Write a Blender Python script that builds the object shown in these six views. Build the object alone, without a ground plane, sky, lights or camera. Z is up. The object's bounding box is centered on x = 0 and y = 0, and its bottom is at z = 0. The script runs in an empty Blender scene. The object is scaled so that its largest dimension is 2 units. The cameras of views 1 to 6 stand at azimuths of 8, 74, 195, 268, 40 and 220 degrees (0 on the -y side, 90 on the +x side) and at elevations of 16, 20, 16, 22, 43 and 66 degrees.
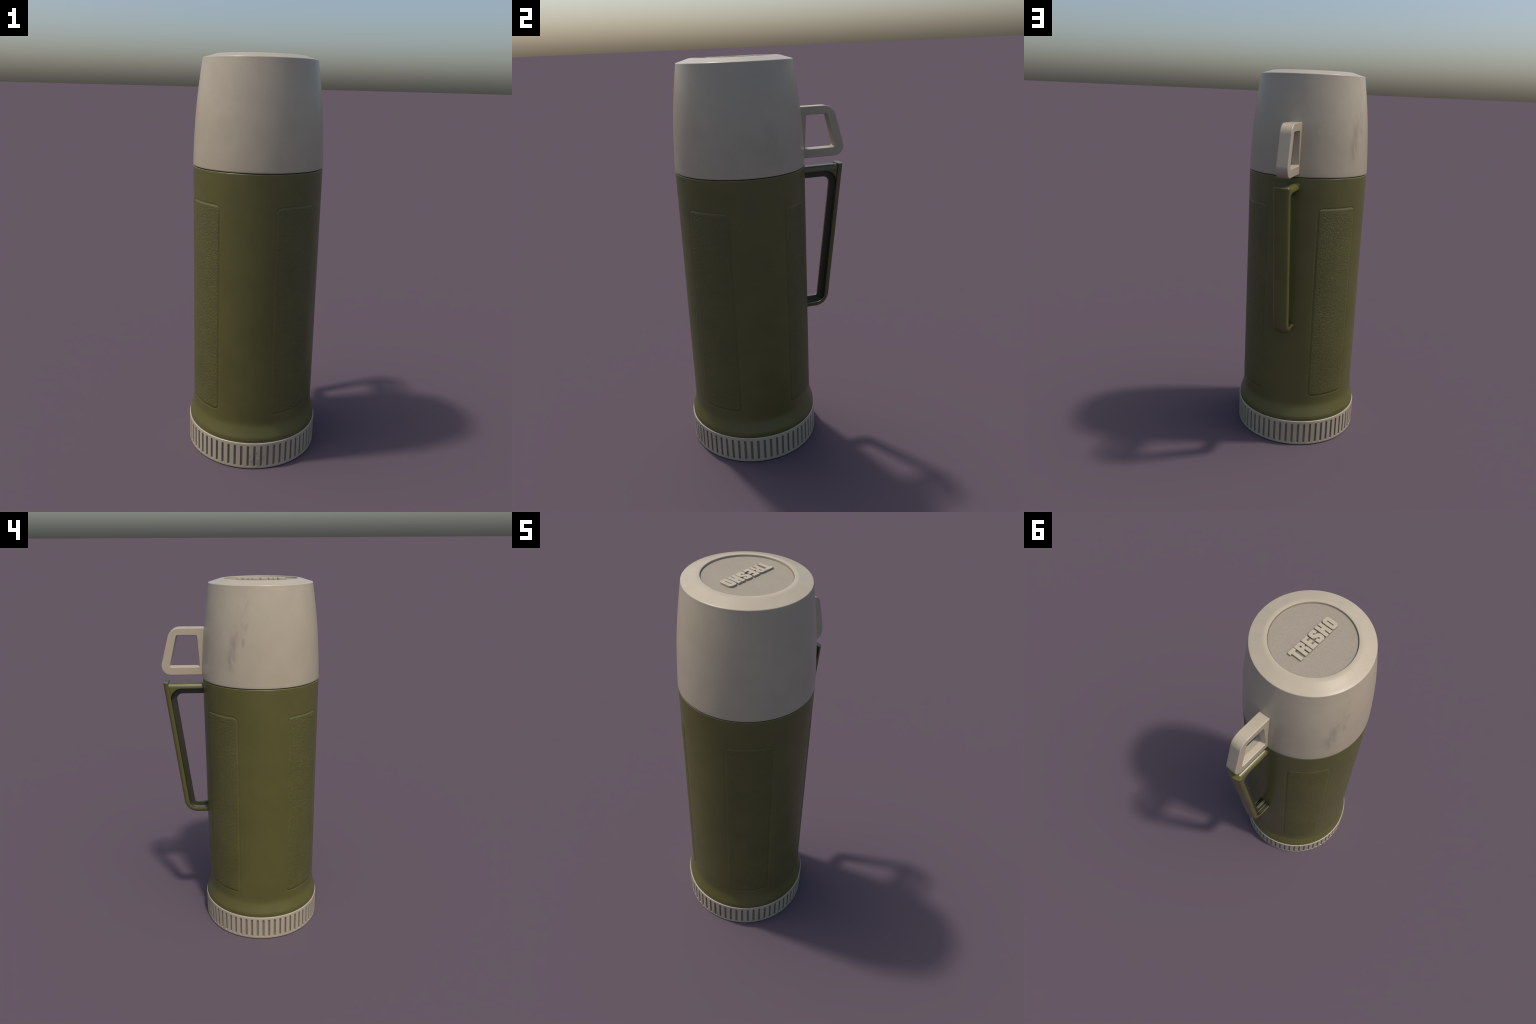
"""Vintage vacuum flask: olive bottle with leather-grain panels, cream cup lid
with loop handle, ribbed cream base cap, olive T-section carrying handle."""
import bpy, bmesh, math
from math import pi, sin, cos, radians, sqrt
from mathutils import Vector

PANEL_HALF_W, PANEL_Z0, PANEL_Z1, PANEL_R = 0.3158 * radians(20.6), 0.286, 1.333, 0.031
AXIS_Y = -0.098            # the flask's axis; the handles reach out to +y

# ------------------------------------------------------------------ helpers
def new_object(name, verts, faces, parent, material, sharp=32.0):
    me = bpy.data.meshes.new(name)
    me.from_pydata([tuple(v) for v in verts], [], faces)
    bm = bmesh.new(); bm.from_mesh(me)
    bmesh.ops.recalc_face_normals(bm, faces=bm.faces)
    bm.to_mesh(me); bm.free()
    me.polygons.foreach_set("use_smooth", [True] * len(me.polygons))
    if sharp:
        me.set_sharp_from_angle(angle=radians(sharp))
    me.materials.append(material)
    ob = bpy.data.objects.new(name, me)
    bpy.context.scene.collection.objects.link(ob)
    ob.parent = parent
    return ob


def weighted(ob):
    m = ob.modifiers.new("weighted_normals", "WEIGHTED_NORMAL")
    m.keep_sharp = True
    m.weight = 80
    return ob


def arc(cx, cz, r, a0, a1, n):
    return [(cx + r * cos(radians(a0 + (a1 - a0) * i / n)), cz + r * sin(radians(a0 + (a1 - a0) * i / n))) for i in range(n + 1)]


def lathe(profile, steps, offset=None):
    """Revolve (radius, z) points about the flask axis; a radius of 0 makes a pole."""
    verts, faces, rows = [], [], []
    angles = [2 * pi * i / steps for i in range(steps)] if isinstance(steps, int) else steps
    n = len(angles)
    for r, z in profile:
        if r < 1e-6:
            rows.append([len(verts)] * n)
            verts.append((0, AXIS_Y, z))
        else:
            rows.append(list(range(len(verts), len(verts) + n)))
            for a in angles:
                rr = r + (offset(r, z, a) if offset else 0.0)
                verts.append((rr * sin(a), AXIS_Y - rr * cos(a), z))
    for lo, hi in zip(rows, rows[1:]):
        for i in range(n):
            j = (i + 1) % n
            q = [lo[i], lo[j], hi[j], hi[i]]
            q = [v for k, v in enumerate(q) if v != q[k - 1]]
            if len(q) > 2:
                faces.append(q)
    return verts, faces


def lerp_table(table, x):
    """Smooth (monotone cubic) read of a small control table."""
    xs = [t[0] for t in table]; ys = [t[1] for t in table]
    if x <= xs[0]: return ys[0]
    if x >= xs[-1]: return ys[-1]
    k = max(i for i in range(len(xs) - 1) if xs[i] <= x)
    s = [(ys[i + 1] - ys[i]) / (xs[i + 1] - xs[i]) for i in range(len(xs) - 1)]
    def tangent(i):
        if i == 0: return s[0]
        if i == len(xs) - 1: return s[-1]
        return 0.0 if s[i - 1] * s[i] <= 0 else 2 * s[i - 1] * s[i] / (s[i - 1] + s[i])
    h = xs[k + 1] - xs[k]; t = (x - xs[k]) / h
    return ((2*t**3 - 3*t**2 + 1) * ys[k] + (t**3 - 2*t**2 + t) * h * tangent(k)
            + (-2*t**3 + 3*t**2) * ys[k + 1] + (t**3 - t**2) * h * tangent(k + 1))


def rounded_polygon(corners, per_arc=8):
    """corners: (y, z, radius) counter-clockwise -> matched point list."""
    out, n = [], len(corners)
    for i, (y, z, r) in enumerate(corners):
        p = Vector((y, z)); a = Vector(corners[i - 1][:2]) - p; b = Vector(corners[(i + 1) % n][:2]) - p
        a.normalize(); b.normalize()
        half = a.angle(b) / 2
        t = r / math.tan(half)
        c = p + (a + b).normalized() * (r / sin(half))
        s = (p + a * t) - c; e = (p + b * t) - c
        a0 = math.atan2(s.y, s.x); d = math.atan2(e.y, e.x) - a0
        while d > pi: d -= 2 * pi
        while d < -pi: d += 2 * pi
        for k in range(per_arc + 1):
            w = a0 + d * k / per_arc
            out.append((c.x + r * cos(w), c.y + r * sin(w)))
    return out


def ring_loft(loops, closed=True):
    """Bridge equal-length vertex loops; closed joins the last to the first."""
    n = len(loops[0]); verts = [v for l in loops for v in l]; faces = []
    m = len(loops)
    for k in range(m if closed else m - 1):
        a, b = k * n, ((k + 1) % m) * n
        for i in range(n):
            j = (i + 1) % n
            faces.append((a + i, a + j, b + j, b + i))
    if not closed:
        faces.append(tuple(range(n)))
        faces.append(tuple(range((m - 1) * n, m * n)))
    return verts, faces


def merge(*parts):
    verts, faces = [], []
    for v, f in parts:
        k = len(verts)
        verts += list(v)
        faces += [tuple(i + k for i in q) for q in f]
    return verts, faces

# ---------------------------------------------------------------- materials
class Nodes:
    def __init__(self, name):
        self.mat = bpy.data.materials.new(name); self.mat.use_nodes = True
        self.t = self.mat.node_tree; self.bsdf = self.t.nodes["Principled BSDF"]
        self.obj = self.t.nodes.new("ShaderNodeTexCoord").outputs["Object"]
        # centre the coordinates on the flask axis
        self.co = self.vmath("ADD", self.obj, (0, -AXIS_Y, 0))
        sep = self.t.nodes.new("ShaderNodeSeparateXYZ"); self.link(self.co, sep.inputs[0])
        self.x, self.y, self.z = sep.outputs

    def link(self, a, b):
        if hasattr(a, "is_output"): self.t.links.new(a, b)
        else: b.default_value = a

    def math(self, op, a, b=0.0, c=0.0, clamp=False):
        n = self.t.nodes.new("ShaderNodeMath"); n.operation = op; n.use_clamp = clamp
        for s, v in zip(n.inputs, (a, b, c)): self.link(v, s)
        return n.outputs[0]

    def vmath(self, op, a, b):
        n = self.t.nodes.new("ShaderNodeVectorMath"); n.operation = op
        self.link(a, n.inputs[0]); self.link(b, n.inputs[1])
        return n.outputs[0]

    def radius(self):
        return self.math("SQRT", self.math("ADD", self.math("MULTIPLY", self.x, self.x), self.math("MULTIPLY", self.y, self.y)))

    def angle(self):
        """Azimuth in degrees, 0 at the front (-y), 90 at +x."""
        a = self.math("ARCTAN2", self.x, self.math("MULTIPLY", self.y, -1.0))
        return self.math("MULTIPLY", a, 180 / pi)

    def noise(self, scale, detail=3.0, rough=0.55, distort=0.0, stretch=(1, 1, 1), shift=(0, 0, 0)):
        v = self.vmath("MULTIPLY", self.vmath("ADD", self.co, shift), stretch)
        n = self.t.nodes.new("ShaderNodeTexNoise")
        self.link(v, n.inputs["Vector"])
        n.inputs["Scale"].default_value = scale; n.inputs["Detail"].default_value = detail
        n.inputs["Roughness"].default_value = rough; n.inputs["Distortion"].default_value = distort
        return n.outputs[0]

    def ramp(self, v, lo, hi, a=0.0, b=1.0):
        n = self.t.nodes.new("ShaderNodeMapRange"); n.interpolation_type = "SMOOTHSTEP"
        self.link(v, n.inputs[0])
        for i, q in enumerate((lo, hi, a, b)): n.inputs[1 + i].default_value = q
        return n.outputs[0]

    def mix(self, f, a, b, mode="MIX"):
        n = self.t.nodes.new("ShaderNodeMix"); n.data_type = "RGBA"; n.blend_type = mode
        self.link(f, n.inputs[0])
        for v, s in ((a, n.inputs[6]), (b, n.inputs[7])):
            self.link((*v, 1.0) if isinstance(v, tuple) and len(v) == 3 else v, s)
        return n.outputs[2]

    def bump(self, height, strength, distance, normal=None):
        n = self.t.nodes.new("ShaderNodeBump")
        n.inputs["Strength"].default_value = strength; n.inputs["Distance"].default_value = distance
        self.link(height, n.inputs["Height"])
        if normal: self.link(normal, n.inputs["Normal"])
        return n.outputs[0]

    def cavity(self, dist):
        n = self.t.nodes.new("ShaderNodeAmbientOcclusion"); n.samples = 8
        n.inputs["Distance"].default_value = dist
        return n.outputs["AO"]

    def spot(self, ang, a, da, z, dz):
        """Soft elliptical mask at azimuth a (degrees) and height z."""
        u = self.math("DIVIDE", self.math("SUBTRACT", ang, a), da)
        v = self.math("DIVIDE", self.math("SUBTRACT", self.z, z), dz)
        d = self.math("SQRT", self.math("ADD", self.math("MULTIPLY", u, u), self.math("MULTIPLY", v, v)))
        return self.ramp(d, 1.0, 0.25)

    def hairlines(self, scale, width, seed):
        """Thin curved scratches: the zero line of a low noise, broken up."""
        n = self.math("ABSOLUTE", self.math("SUBTRACT", self.noise(scale, 0.0, shift=(seed, 0, seed), stretch=(1, 1, 2.2)), 0.5))
        line = self.ramp(n, width, 0.0)
        gate = self.ramp(self.noise(scale * 1.7, 1.0, shift=(seed, 7, 1)), 0.56, 0.64)
        return self.math("MULTIPLY", line, gate)

    def finish(self, color, rough, normal=None, spec=0.5):
        b = self.bsdf.inputs
        self.link((*color, 1.0) if isinstance(color, tuple) else color, b["Base Color"])
        self.link(rough, b["Roughness"])
        b["Specular IOR Level"].default_value = spec
        if normal: self.link(normal, b["Normal"])
        return self.mat


CREAM = (0.430, 0.366, 0.264)
CREAM_DIRT = (0.20, 0.165, 0.135)
OLIVE = (0.101, 0.094, 0.0205)
OLIVE_DARK = (0.016, 0.0145, 0.007)


def cream_plastic(name, stains=False, base=CREAM, grime_and_shade=0.0, shaded_sides=False):
    n = Nodes(name)
    mottling = n.noise(9.0, 5.0, 0.6)
    col = n.mix(n.ramp(mottling, 0.35, 0.7), tuple(c * 0.965 for c in base), tuple(min(1, c * 1.03) for c in base))
    specks = n.ramp(n.noise(60.0, 2.0, 0.5), 0.70, 0.80)
    col = n.mix(n.math("MULTIPLY", specks, 0.30), col, CREAM_DIRT)
    if stains:
        ang = n.angle()
        streak = n.noise(15.0, 5.0, 0.65, 0.5, (1.5, 1.5, 0.6))
        smear = n.ramp(streak, 0.36, 0.60)
        marks = None
        for a, da, z, dz in ((-107.5, 5.5, 1.84, 0.13), (-109.5, 5.0, 1.735, 0.075), (-117.0, 8.0, 1.72, 0.10),
                             (-119.5, 9.5, 1.63, 0.095), (100.0, 16.0, 1.66, 0.12), (-160.0, 6.0, 1.72, 0.05)):
            s = n.spot(ang, a, da, z, dz)
            if a > 0 or a < -150: s = n.math("MULTIPLY", s, 0.35)
            marks = s if marks is None else n.math("MAXIMUM", marks, s)
        col = n.mix(n.math("MULTIPLY", n.math("MULTIPLY", smear, marks), 0.42), col, CREAM_DIRT)
    if grime_and_shade:
        ang = n.angle()
        blot = n.math("MULTIPLY", n.spot(ang, 13.0, 10.0, 0.06, 0.075), n.ramp(n.noise(45.0, 4.0, 0.6), 0.42, 0.62))
        col = n.mix(n.math("MULTIPLY", blot, 0.6), col, CREAM_DIRT)
        blot2 = n.ramp(n.noise(14.0, 5.0, 0.65, shift=(3, 1, 0)), 0.58, 0.72)
        col = n.mix(n.math("MULTIPLY", blot2, 0.18), col, CREAM_DIRT)
        # baked occlusion shade and brown dirt coloured into all that sinks below the rim's face
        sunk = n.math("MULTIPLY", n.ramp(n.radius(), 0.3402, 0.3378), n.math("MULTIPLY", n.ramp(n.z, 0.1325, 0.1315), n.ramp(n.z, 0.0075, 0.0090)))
        col = n.mix(n.math("MULTIPLY", sunk, grime_and_shade), col, (0.085, 0.072, 0.056))
    if shaded_sides:
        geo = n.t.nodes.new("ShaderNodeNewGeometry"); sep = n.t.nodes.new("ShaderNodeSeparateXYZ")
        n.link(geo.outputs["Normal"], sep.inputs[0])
        col = n.mix(n.ramp(sep.outputs[2], 0.75, 0.25, 0.0, 0.22), col, (0.06, 0.055, 0.045))  # letter sides darkened in colour to imitate the shade between them
    scratch = n.hairlines(5.0, 0.0022, 2.0)
    col = n.mix(n.math("MULTIPLY", scratch, 0.02), col, tuple(min(1, c * 1.3) for c in base))
    rough = n.ramp(n.noise(7.0, 2.0, 0.5, shift=(5, 5, 5)), 0.3, 0.7, 0.285, 0.315)
    nor = n.bump(n.noise(220.0, 2.0, 0.6), 0.05, 0.002)
    return n.finish(col, rough, nor)


def olive_plastic(name, leather=False, shade_grime=False, web=False):
    n = Nodes(name)
    tone = n.noise(6.0, 5.0, 0.6, shift=(1, 2, 3))
    col = n.mix(n.ramp(tone, 0.3, 0.7), tuple(c * 0.93 for c in OLIVE), tuple(c * 1.06 for c in OLIVE))
    specks = n.ramp(n.noise(75.0, 2.0, 0.5), 0.70, 0.80)
    col = n.mix(n.math("MULTIPLY", specks, 0.25), col, OLIVE_DARK)
    scratch = n.math("MAXIMUM", n.hairlines(4.0, 0.0018, 4.0), n.hairlines(7.0, 0.0020, 9.0))
    col = n.mix(n.math("MULTIPLY", scratch, 0.16), col, (0.17, 0.16, 0.07))
    rough = n.ramp(n.noise(18.0, 4.0, 0.6, shift=(5, 5, 5)), 0.3, 0.7, 0.35, 0.41)
    nor = n.bump(n.noise(260.0, 2.0, 0.6), 0.12, 0.002)
    if leather:
        folds = n.noise(108.0, 2.0, 0.5, 1.0, (1, 1, 0.85))
        ridge = n.math("SUBTRACT", 1.0, n.math("MULTIPLY", n.math("ABSOLUTE", n.math("SUBTRACT", folds, 0.5)), 4.0), clamp=True)
        grain = n.noise(190.0, 2.0, 0.6, shift=(2, 2, 2))
        h = n.math("ADD", n.math("MULTIPLY", ridge, 0.55), n.math("MULTIPLY", grain, 0.4))
        # the grain dies out towards the panel's smooth rounded border
        turn = n.math("MODULO", n.math("ADD", n.angle(), 360.0), 90.0)
        side = n.math("SUBTRACT", PANEL_HALF_W, n.math("MULTIPLY", n.math("ABSOLUTE", n.math("SUBTRACT", turn, 45.0)), 0.3158 * pi / 180))
        ends = n.math("SUBTRACT", (PANEL_Z1 - PANEL_Z0) / 2, n.math("ABSOLUTE", n.math("SUBTRACT", n.z, (PANEL_Z0 + PANEL_Z1) / 2)))
        fade = n.ramp(n.math("MINIMUM", side, ends), 0.003, 0.013)
        nor = n.bump(n.math("MULTIPLY", h, fade), 0.85, 0.0034)
        col = n.mix(n.ramp(h, 0.75, 0.35, 0.0, 0.03), col, OLIVE_DARK)
        rough = n.math("ADD", rough, 0.07)
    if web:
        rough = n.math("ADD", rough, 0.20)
        col = n.mix(0.80, col, (0.007, 0.0065, 0.006))  # web colour darkened to carry its recess shade
    if shade_grime:
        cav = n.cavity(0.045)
        col = n.mix(n.ramp(cav, 0.62, 0.22, 0.0, 0.93), col, (0.006, 0.0055, 0.004))  # baked recess shade, with some dirt, painted where the handle is occluded
        rough = n.math("SUBTRACT", rough, 0.06)
    return n.finish(col, rough, nor, 0.56 if leather else 0.72)


def disc_plastic(name):
    n = Nodes(name)
    base = (0.290, 0.248, 0.183)
    g = n.noise(230.0, 2.0, 0.7)
    col = n.mix(n.ramp(g, 0.3, 0.7), tuple(c * 0.90 for c in base), tuple(c * 1.10 for c in base))
    col = n.mix(n.ramp(n.noise(12.0, 4.0), 0.4, 0.75, 0.0, 0.15), col, tuple(c * 0.85 for c in base))
    # darker ring hard against the surrounding wall
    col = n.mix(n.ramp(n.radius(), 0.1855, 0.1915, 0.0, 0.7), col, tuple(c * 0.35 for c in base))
    # occlusion shade painted into the narrow gaps around the raised letters
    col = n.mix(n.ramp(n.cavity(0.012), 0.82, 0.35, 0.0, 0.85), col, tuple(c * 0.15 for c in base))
    nor = n.bump(n.noise(300.0, 2.0, 0.7), 0.35, 0.002)
    return n.finish(col, 0.62, nor)


mat_cup = cream_plastic("cup_cream", stains=True)
mat_cream = cream_plastic("handle_cream")
mat_base = cream_plastic("base_cream", grime_and_shade=0.58)
mat_letter = cream_plastic("letter_cream", shaded_sides=True)
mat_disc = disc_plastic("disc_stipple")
mat_olive = olive_plastic("bottle_olive")
mat_leather = olive_plastic("panel_leather", leather=True)
mat_handle = olive_plastic("handle_olive", shade_grime=True)
mat_web = olive_plastic("handle_web", shade_grime=True, web=True)

# --------------------------------------------------------------------- flask
flask = bpy.data.objects.new("vacuum_flask", None)
flask.empty_display_size = 0.2
bpy.context.scene.collection.objects.link(flask)
flask["label"] = "olive green vintage vacuum flask with cream screw cup lid"
flask["category"] = "vacuum flask"

# ---- bottle body with four sunken-bordered leather-grain panels -------------
BODY = [(0.10, 0.3290), (0.138, 0.3315), (0.1440, 0.3336), (0.150, 0.3354), (0.158, 0.3357), (0.167, 0.3346), (0.180, 0.3311), (0.195, 0.3266), (0.210, 0.3224),
        (0.222, 0.3193), (0.233, 0.3173), (0.246, 0.3163), (0.265, 0.3160), (0.6, 0.3158), (1.0, 0.3155), (1.3, 0.3157), (1.47, 0.3160)]
PANEL_ANGLES = (45, 135, 225, 315)


def panel_distance(a, z):
    """Signed distance to the nearest panel's rounded border (negative inside)."""
    deg = math.degrees(a) % 360
    c = min(PANEL_ANGLES, key=lambda p: abs(deg - p))
    u = abs(radians(deg - c)) * 0.3158 - (PANEL_HALF_W - PANEL_R)
    v = abs(z - (PANEL_Z0 + PANEL_Z1) / 2) - ((PANEL_Z1 - PANEL_Z0) / 2 - PANEL_R)
    return sqrt(max(u, 0) ** 2 + max(v, 0) ** 2) + min(max(u, v), 0) - PANEL_R


def body_relief(r, z, a):
    if not 0.25 < z < 1.37 or r < 0.31: return 0.0
    d = panel_distance(a, z)
    if d > 0.02: return 0.0
    groove = -0.0013 * math.exp(-(d / 0.0031) ** 2)
    t = min(1, max(0, -d / 0.010))
    return groove + 0.0003 * t * t * (3 - 2 * t)


def span(a, b, step):
    n = max(1, round((b - a) / step))
    return [a + (b - a) * i / n for i in range(n)]

heights = (span(0.10, 0.27, 0.003) + span(0.27, 0.315, 0.0018) + span(0.315, 1.305, 0.0045)
           + span(1.305, 1.348, 0.0018) + span(1.348, 1.477, 0.012) + [1.477])
body_profile = ([(0.0, 0.03), (0.325, 0.03), (0.328, 0.06)] + [(lerp_table(BODY, z), z) for z in heights]
                + arc(0.3120, 1.4806, 0.0040, 0, 90, 5) + [(0.307, 1.4846), (0.306, 1.4855), (0.306, 1.500), (0.0, 1.500)])
verts, faces = lathe(body_profile, 840, body_relief)
whole = new_object("bottle", verts, faces, flask, mat_olive, sharp=None)
me = whole.data
normals = [v.normal.copy() for v in me.vertices]
face_panel = []
for p in me.polygons:
    c = p.center
    k = -1
    if 0.27 < c.z < 1.35 and math.hypot(c.x, c.y - AXIS_Y) > 0.31:
        a = math.atan2(c.x, -(c.y - AXIS_Y)) % (2 * pi)
        if panel_distance(a, c.z) < 0: k = int(math.degrees(a) // 90)
    face_panel.append(k)


def region(name, key, parent, material):
    """Cut one region of the body out as its own mesh, keeping whole-body normals."""
    index, vs, ns, fs = {}, [], [], []
    for p, k in zip(me.polygons, face_panel):
        if k != key: continue
        f = []
        for v in p.vertices:
            if v not in index:
                index[v] = len(vs); vs.append(me.vertices[v].co[:]); ns.append(normals[v])
            f.append(index[v])
        fs.append(f)
    m = bpy.data.meshes.new(name); m.from_pydata(vs, [], fs)
    m.polygons.foreach_set("use_smooth", [True] * len(m.polygons))
    m.normals_split_custom_set_from_vertices(ns)
    m.materials.append(material)
    ob = bpy.data.objects.new(name, m)
    bpy.context.scene.collection.objects.link(ob)
    ob.parent = parent
    return ob

bpy.data.objects.remove(whole)
bottle = region("bottle", -1, flask, mat_olive)
for k in range(4):
    region("grip_panel", k, bottle, mat_leather)
bpy.data.meshes.remove(me)

# ---- base cap with 64 rounded slots -----------------------------------------
BASE_R, SLOTS = 0.3405, 64
SLOT_HALF, SLOT_Z0, SLOT_Z1, SLOT_DEPTH = 0.0058, 0.0128, 0.1280, 0.0075


def slot_relief(r, z, a):
    if r < 0.336: return 0.0
    pitch = 2 * pi / SLOTS
    u = abs((a + pitch / 2) % pitch - pitch / 2) * BASE_R
    v = max(SLOT_Z0 + SLOT_HALF - z, z - (SLOT_Z1 - SLOT_HALF), 0.0)
    d = sqrt(u * u + v * v) - SLOT_HALF
    t = min(1, max(0, (0.0006 - d) / 0.0026))
    return -SLOT_DEPTH * t * t * (3 - 2 * t)

fractions = [0.0, 0.06, 0.09, 0.115, 0.135, 0.155, 0.175, 0.195, 0.22, 0.28, 0.39]
fractions = sorted(set(fractions + [-f for f in fractions[1:]] + [0.5]))
base_angles = [2 * pi * (k + f) / SLOTS for k in range(SLOTS) for f in fractions]
rows = (span(0.004, 0.0115, 0.003) + span(0.0115, 0.0215, 0.0011) + span(0.0215, 0.120, 0.02)
        + span(0.120, 0.1325, 0.0011) + [0.1325])
base_profile = ([(0.0, 0.012), (0.318, 0.012), (0.322, 0.0)] + arc(BASE_R - 0.004, 0.004, 0.004, -90, -10, 4)
                + [(BASE_R, z) for z in rows[1:]] + arc(BASE_R - 0.0035, 0.1406, 0.0035, 0, 165, 9)
                + [(0.3334, 0.1370), (0.3330, 0.130), (0.0, 0.1295)])
verts, faces = lathe(base_profile, base_angles, slot_relief)
new_object("base_cap", verts, faces, flask, mat_base, sharp=50)

# ---- cup lid ------------------------------------------------------------------
CUP = [(1.492, 0.3166), (1.53, 0.3155), (1.60, 0.3121), (1.65, 0.3092), (1.70, 0.3059), (1.75, 0.3016), (1.80, 0.2963), (1.85, 0.2902),
       (1.90, 0.2833), (1.94, 0.2774), (1.976, 0.2718)]
cup_heights = span(1.4925, 1.9752, 0.012) + [1.9752]
cup_profile = ([(0.0, 1.955), (0.262, 1.955), (0.3085, 1.4935), (0.3095, 1.4880)] + arc(0.3125, 1.4915, 0.0040, -90, -5, 4)
               + [(lerp_table(CUP, z), z) for z in cup_heights]
               + arc(0.2669, 1.9772, 0.0048, 10, 73, 8)
               + [(0.2550, 1.98555), (0.2350, 1.9916)] + arc(0.1990, 1.9420, 0.0580, 73.3, 90, 10)
               + [(0.1935, 2.0)] + arc(0.1935, 1.9985, 0.0015, 90, 180, 4)[1:]
               + [(0.1918, 1.9900), (0.0, 1.9900)])
verts, faces = lathe(cup_profile, 256)
cup = new_object("cup_lid", verts, faces, flask, mat_cup, sharp=40)

disc_profile = [(0.0, 1.9922), (0.05, 1.9922), (0.1, 1.9922), (0.15, 1.9922), (0.1914, 1.9922), (0.1914, 1.9905), (0.0, 1.9905)]
verts, faces = lathe(disc_profile, 192)
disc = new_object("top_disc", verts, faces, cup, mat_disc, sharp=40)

# ---- raised letters on the disc: unit-height outlines ---------------------------
LETTERS = {
    "letter_t": [[(0.0, 1.0), (0.575, 1.0), (0.575, 0.755), (0.42, 0.755), (0.42, 0.0), (0.145, 0.0), (0.145, 0.755), (0.0, 0.755)]],
    "letter_r": [[(0.60, 1.0), (1.04, 1.0), (1.14, 0.97), (1.21, 0.89), (1.225, 0.80), (1.225, 0.64), (1.19, 0.555), (1.12, 0.51), (1.19, 0.46),
                  (1.22, 0.38), (1.22, 0.0), (0.965, 0.0), (0.965, 0.37), (0.94, 0.395), (0.875, 0.395), (0.875, 0.0), (0.60, 0.0)],
                 [(0.885, 0.62), (0.885, 0.79), (0.945, 0.79), (0.97, 0.765), (0.97, 0.645), (0.945, 0.62)]],
    "letter_e": [[(1.275, 1.0), (1.805, 1.0), (1.805, 0.765), (1.565, 0.765), (1.565, 0.637), (1.795, 0.637), (1.795, 0.382),
                  (1.565, 0.382), (1.565, 0.252), (1.805, 0.252), (1.805, 0.0), (1.275, 0.0)]],
    "letter_s": [[(2.04, 1.0), (2.36, 1.0), (2.44, 0.965), (2.495, 0.88), (2.50, 0.69), (2.27, 0.655), (2.255, 0.755), (2.225, 0.785),
                  (2.185, 0.775), (2.17, 0.735), (2.185, 0.69), (2.46, 0.545), (2.52, 0.475), (2.535, 0.40), (2.53, 0.15), (2.48, 0.06),
                  (2.38, 0.0), (2.02, 0.0), (1.93, 0.045), (1.885, 0.13), (1.885, 0.345), (2.12, 0.375), (2.15, 0.255), (2.185, 0.225),
                  (2.225, 0.235), (2.24, 0.29), (2.22, 0.345), (1.95, 0.485), (1.895, 0.555), (1.885, 0.62), (1.885, 0.85), (1.94, 0.955)]],
    "letter_h": [[(2.58, 1.0), (2.86, 1.0), (2.86, 0.665), (2.925, 0.665), (2.925, 1.0), (3.20, 1.0), (3.20, 0.0), (2.925, 0.0),
                  (2.925, 0.385), (2.86, 0.385), (2.86, 0.0), (2.58, 0.0)]],
    "letter_o": [[(3.41, 1.0), (3.74, 1.0), (3.81, 0.965), (3.87, 0.87), (3.88, 0.80), (3.88, 0.19), (3.85, 0.10), (3.77, 0.01), (3.71, 0.0),
                  (3.43, 0.0), (3.36, 0.03), (3.28, 0.115), (3.265, 0.19), (3.265, 0.82), (3.30, 0.91), (3.36, 0.985)],
                 [(3.545, 0.235), (3.545, 0.765), (3.60, 0.765), (3.60, 0.235)]],
}
LETTER_H, LETTER_Y0, LETTER_X0 = 0.0660, 0.0290, -0.0345
for name, loops in LETTERS.items():
    cu = bpy.data.curves.new(name, "CURVE"); cu.dimensions = "2D"; cu.fill_mode = "BOTH"
    cu.extrude = 0.0044; cu.bevel_depth = 0.0007; cu.bevel_resolution = 2; cu.offset = -0.0010
    for loop in loops:
        s = cu.splines.new("POLY"); s.points.add(len(loop) - 1); s.use_cyclic_u = True
        for p, (u, v) in zip(s.points, loop): p.co = (u * LETTER_H, v * LETTER_H, 0, 1)
    tmp = bpy.data.objects.new("tmp", cu); bpy.context.scene.collection.objects.link(tmp)
    bpy.context.view_layer.update()
    m = bpy.data.meshes.new_from_object(tmp.evaluated_get(bpy.context.evaluated_depsgraph_get()))
    bpy.data.objects.remove(tmp); bpy.data.curves.remove(cu)
    # text runs towards -y with its tops towards +x
    for v in m.vertices:
        u, w, t = v.co
        v.co = (LETTER_X0 + w, LETTER_Y0 - u, 1.9949 + t)
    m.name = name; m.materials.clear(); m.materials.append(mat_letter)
    m.polygons.foreach_set("use_smooth", [True] * len(m.polygons)); m.set_sharp_from_angle(angle=radians(30))
    ob = bpy.data.objects.new(name, m); bpy.context.scene.collection.objects.link(ob); ob.parent = cup

# ---- cup handle: rounded trapezoid loop -------------------------------------------
CUP_HANDLE_W, EDGE = 0.0295, 0.0042
OUTER = [(0.195, 1.502), (0.4525, 1.502), (0.3830, 1.7535), (0.195, 1.7535)]
OUTER_R = [0.012, 0.048, 0.065, 0.012]
HOLE = [(0.2305, 1.5450), (0.3940, 1.5450), (0.3505, 1.7145), (0.2405, 1.7145)]


def outline(corners, radii, grow):
    """Rounded polygon offset outward by grow."""
    n = len(corners); pts = []
    for i in range(n):
        p = Vector(corners[i]); a = (p - Vector(corners[i - 1])).normalized(); b = (Vector(corners[(i + 1) % n]) - p).normalized()
        na, nb = Vector((a.y, -a.x)), Vector((b.y, -b.x))
        k = (na + nb) / (1 + na.dot(nb))
        q = p + k * grow
        pts.append((q.x, q.y, max(0.0015, radii[i] + grow)))
    return rounded_polygon(pts, 9)

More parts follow.
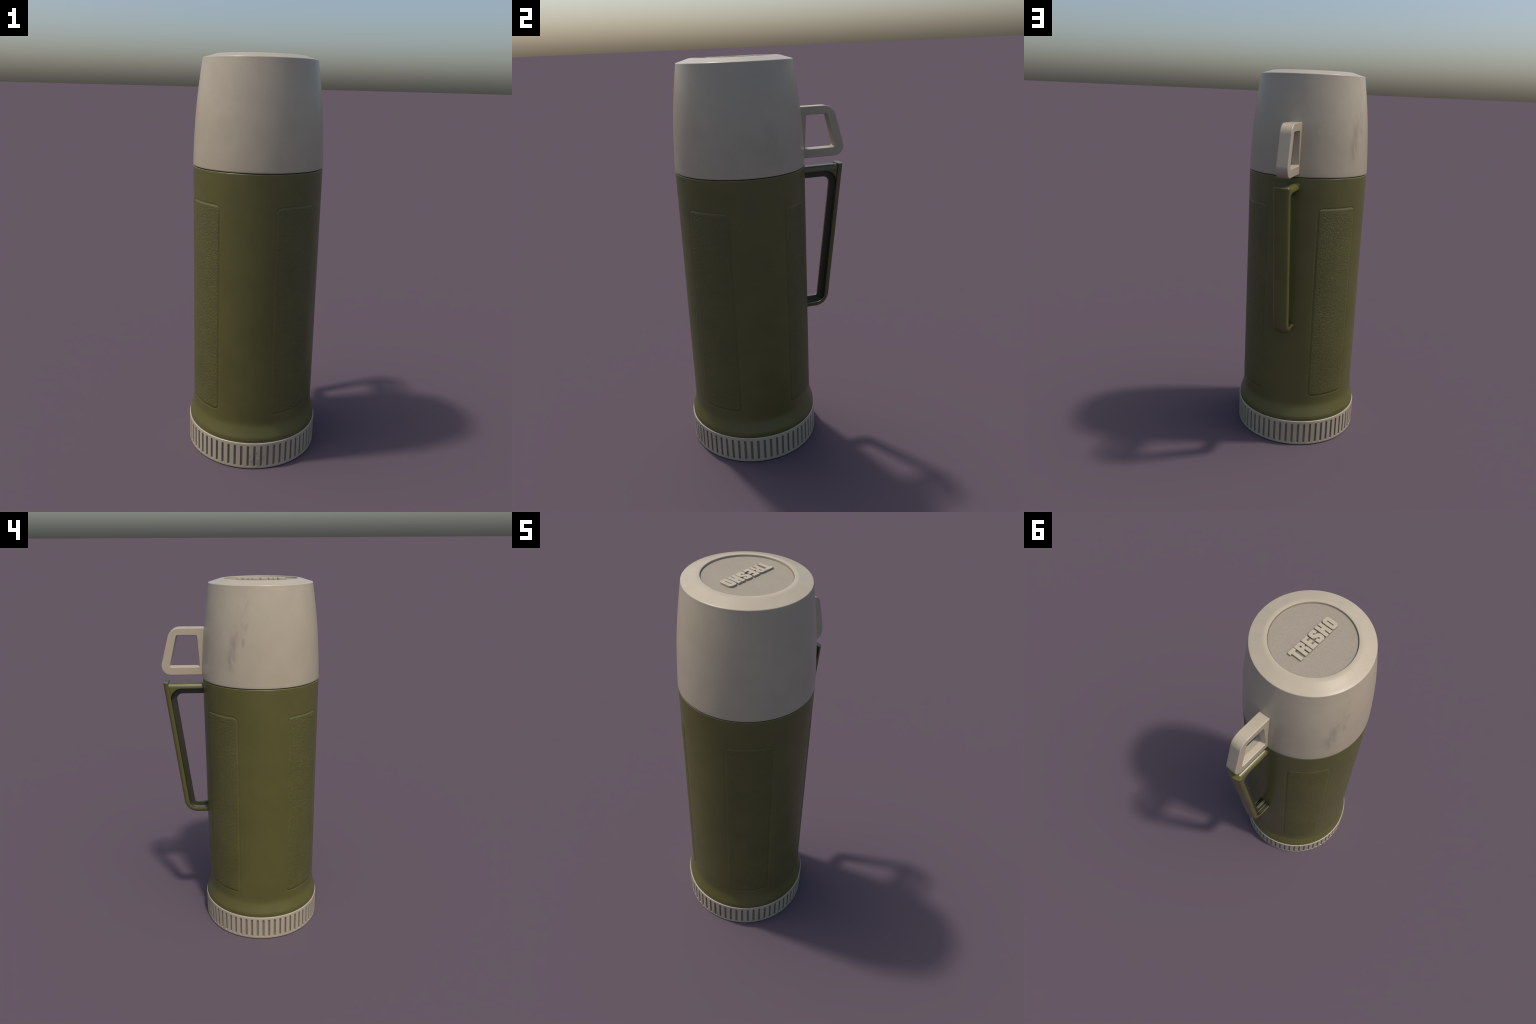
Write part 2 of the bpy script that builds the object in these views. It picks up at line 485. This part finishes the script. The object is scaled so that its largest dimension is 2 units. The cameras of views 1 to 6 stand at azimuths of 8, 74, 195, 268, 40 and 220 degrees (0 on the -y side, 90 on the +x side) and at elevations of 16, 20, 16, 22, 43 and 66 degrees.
loops = []
def add_loop(corners, radii, grow, x):
    loops.append([(x, y, z) for y, z in outline(corners, radii, grow)])
hole_r = [0.010] * 4
steps = 4
for side in (1, -1):
    seq = []
    seq.append((HOLE, hole_r, -0.0055, 0.001))
    seq.append((HOLE, hole_r, -0.0048, 0.004))
    for i in range(steps + 1):
        a = pi / 2 * i / steps
        seq.append((HOLE, hole_r, 0.0025 * (1 - cos(a)), CUP_HANDLE_W - 0.0025 + 0.0025 * sin(a)))
    for i in range(steps + 1):
        a = pi / 2 * i / steps
        seq.append((OUTER, OUTER_R, -EDGE * (1 - sin(a)), CUP_HANDLE_W - EDGE + EDGE * cos(a)))
    if side < 0: seq = seq[::-1]
    for c, r, g, x in seq: add_loop(c, r, g, side * x)
verts, faces = ring_loft(loops)
weighted(new_object("cup_handle", verts, faces, cup, mat_cream, sharp=40))

# ---- bottle handle: T-section strip bent into the lower arm, with an upper arm -----
def strip_section(hw):
    """(x, t): t grows outward; rim beads, channels and the inner web included."""
    half = [(0.0000, -0.0285), (0.0062, -0.0285), (0.0078, -0.0276), (0.0086, -0.0258), (0.0098, -0.0060), (0.0110, -0.0014), (0.0132, 0.0010),
            (0.0155, 0.0018), (0.0170, 0.0028), (0.0180, 0.0048), (0.0192, 0.0085), (hw - 0.0085, 0.0085), (hw - 0.0068, 0.0060), (hw - 0.0062, 0.0020),
            (hw - 0.0050, 0.0004), (hw - 0.0032, 0.0), (hw - 0.0012, 0.0006), (hw, 0.0026), (hw, 0.0125), (hw - 0.0012, 0.0150)]
    crown = [((hw - 0.002) * sin(a), 0.0150 + 0.0165 * (cos(a)) ** 0.9) for a in [radians(80 - 10 * i) for i in range(8)]] + [(0.0, 0.0315)]
    side = half + crown
    return side + [(-x, t) for x, t in side[-2:0:-1]]

TOP_Z, LEAN = 1.4610, 0.1175
def lean_y(z): return 0.4068 - LEAN * (1.4725 - z)
ARM_Z = 0.7135                                    # inner face of the lower arm's flange
bend_r = 0.046
strip_dir = Vector((-LEAN, -1.0)).normalized()      # running down the strip
corner = Vector((lean_y(ARM_Z), ARM_Z))
turn = strip_dir.angle(Vector((-1, 0)))
tl = bend_r * math.tan(turn / 2)
start = corner - strip_dir * tl
inward = Vector((strip_dir.y, -strip_dir.x))         # towards the flask
centre = start + inward * bend_r
path = []
top = Vector((lean_y(TOP_Z), TOP_Z))
for f in (0.0, 0.028, 0.035, 0.042, 0.049, 0.056, 0.1, 0.2, 0.4, 0.6, 0.8, 0.92):
    path.append((top.lerp(start, f), -inward))
for i in range(17):
    w = turn * i / 16
    out = -inward
    o = Vector((out.x * cos(-w) - out.y * sin(-w), out.x * sin(-w) + out.y * cos(-w)))
    path.append((centre + o * bend_r, o))
end = path[-1][0]
for i in range(1, 7):
    path.append((Vector((end.x + (0.206 - end.x) * i / 6, end.y)), Vector((0, -1))))
loops = []
for i, (p, o) in enumerate(path):
    f = i / (len(path) - 1)
    hw = 0.0412 - 0.0035 * f
    ring = []
    # the top end is a plain D; web and channels start below the upper arm's top
    w = min(1.0, max(0.0, (1.443 - p.y) / 0.012)) if i < 12 else 1.0
    for x, t in strip_section(hw):
        if t < 0.0122 and abs(x) < hw - 0.0005: t = 0.002 + (t - 0.002) * w
        q = p + o * t
        ring.append((x, q.x, TOP_Z - 0.0012 if i == 0 else q.y))
    loops.append(ring)
# softly rounded cap on the strip's upper end
cap = [(x * 0.965, y * 0.96 + 0.04 * lean_y(TOP_Z) + 0.0004, TOP_Z) for x, y, z in loops[0]]
strip = ring_loft([cap] + loops, closed=False)

# upper arm: rounded-top bar with a gusset curving down into the strip
def gusset(arm_bottom, fillet, back):
    a = Vector((0.20, arm_bottom)); c = Vector((lean_y(arm_bottom) - back, arm_bottom))
    d = Vector((-LEAN, -1)).normalized()
    ang = Vector((-1, 0)).angle(d); t = fillet / math.tan(ang / 2)
    p0 = c + Vector((-1, 0)) * t; p1 = c + d * t
    m = p0 + Vector((0, -fillet))
    a0 = math.atan2(*(p0 - m).yx); a1 = math.atan2(*(p1 - m).yx)
    return [a] + [m + Vector((cos(a0 + (a1 - a0) * i / 14), sin(a0 + (a1 - a0) * i / 14))) * fillet for i in range(15)], p1


def bar(hw, top_z, top_round, bottom, fillet, back, edge, top_back):
    curve, last = gusset(bottom, fillet, back)
    far = [Vector((last.x + 0.016, last.y - 0.004)), Vector((lean_y(top_z) + 0.004, top_z))]
    n = 16
    loops = []
    for i in range(n + 1):
        x = hw * sin(radians(-90 + 180 * i / n))
        over = max(0.0, abs(x) - (hw - top_round)); dt = top_round - sqrt(max(0.0, top_round ** 2 - over ** 2))
        over = max(0.0, abs(x) - (hw - edge)); db = edge - sqrt(max(0.0, edge ** 2 - over ** 2))
        ring = []
        for k, p in enumerate(curve):
            q = Vector(p)
            if k < 2: q.y += db
            else:
                g = (k - 1) / (len(curve) - 2)
                q += Vector((g, 1 - g)).normalized() * db
            ring.append((x, q.x, q.y))
        ring.append((x, far[0].x, far[0].y))
        ring.append((x, far[1].x - 0.003, far[1].y - dt))
        ring.append((x, 0.20, top_z - dt))
        loops.append(ring)
    return ring_loft(loops, closed=False)

arm = bar(0.0335, 1.4562, 0.0230, 1.4275, 0.062, -0.003, 0.0030, 0.0)
arm_web = bar(0.0095, 1.4300, 0.0010, 1.3960, 0.034, 0.0275, 0.0020, 0.0)


def collar(zc, hx, hz, fillet, tilt=0.0):
    """Moulded fillet where an arm grows out of the bottle wall."""
    loops = []
    for i in range(9):
        a = pi / 2 * i / 8
        f = fillet * (1 - sin(a)); dy = fillet * (1 - cos(a))
        ring = []
        for k in range(48):
            w = 2 * pi * k / 48; n = 3.2
            cx = math.copysign(abs(cos(w)) ** (2 / n), cos(w)); cz = math.copysign(abs(sin(w)) ** (2 / n), sin(w))
            x = (hx + f) * cx
            ring.append((x, AXIS_Y + sqrt(0.3152 ** 2 - x * x) + dy - 0.001, zc + (hz + f) * cz))
        loops.append(ring)
    return ring_loft(loops, closed=False)

upper_collar = collar(1.4420, 0.0315, 0.0140, 0.009)
lower_collar = collar(0.6965, 0.0355, 0.0100, 0.008)
WEB_START, WEB_COUNT = len(strip[1]) + len(arm[1]), len(arm_web[1])
verts, faces = merge(strip, arm, arm_web, upper_collar, lower_collar)
handle = weighted(new_object("bottle_handle", verts, faces, bottle, mat_handle, sharp=38))
# the recessed web and its channels take a darker colour: baked-in shade plus dirt
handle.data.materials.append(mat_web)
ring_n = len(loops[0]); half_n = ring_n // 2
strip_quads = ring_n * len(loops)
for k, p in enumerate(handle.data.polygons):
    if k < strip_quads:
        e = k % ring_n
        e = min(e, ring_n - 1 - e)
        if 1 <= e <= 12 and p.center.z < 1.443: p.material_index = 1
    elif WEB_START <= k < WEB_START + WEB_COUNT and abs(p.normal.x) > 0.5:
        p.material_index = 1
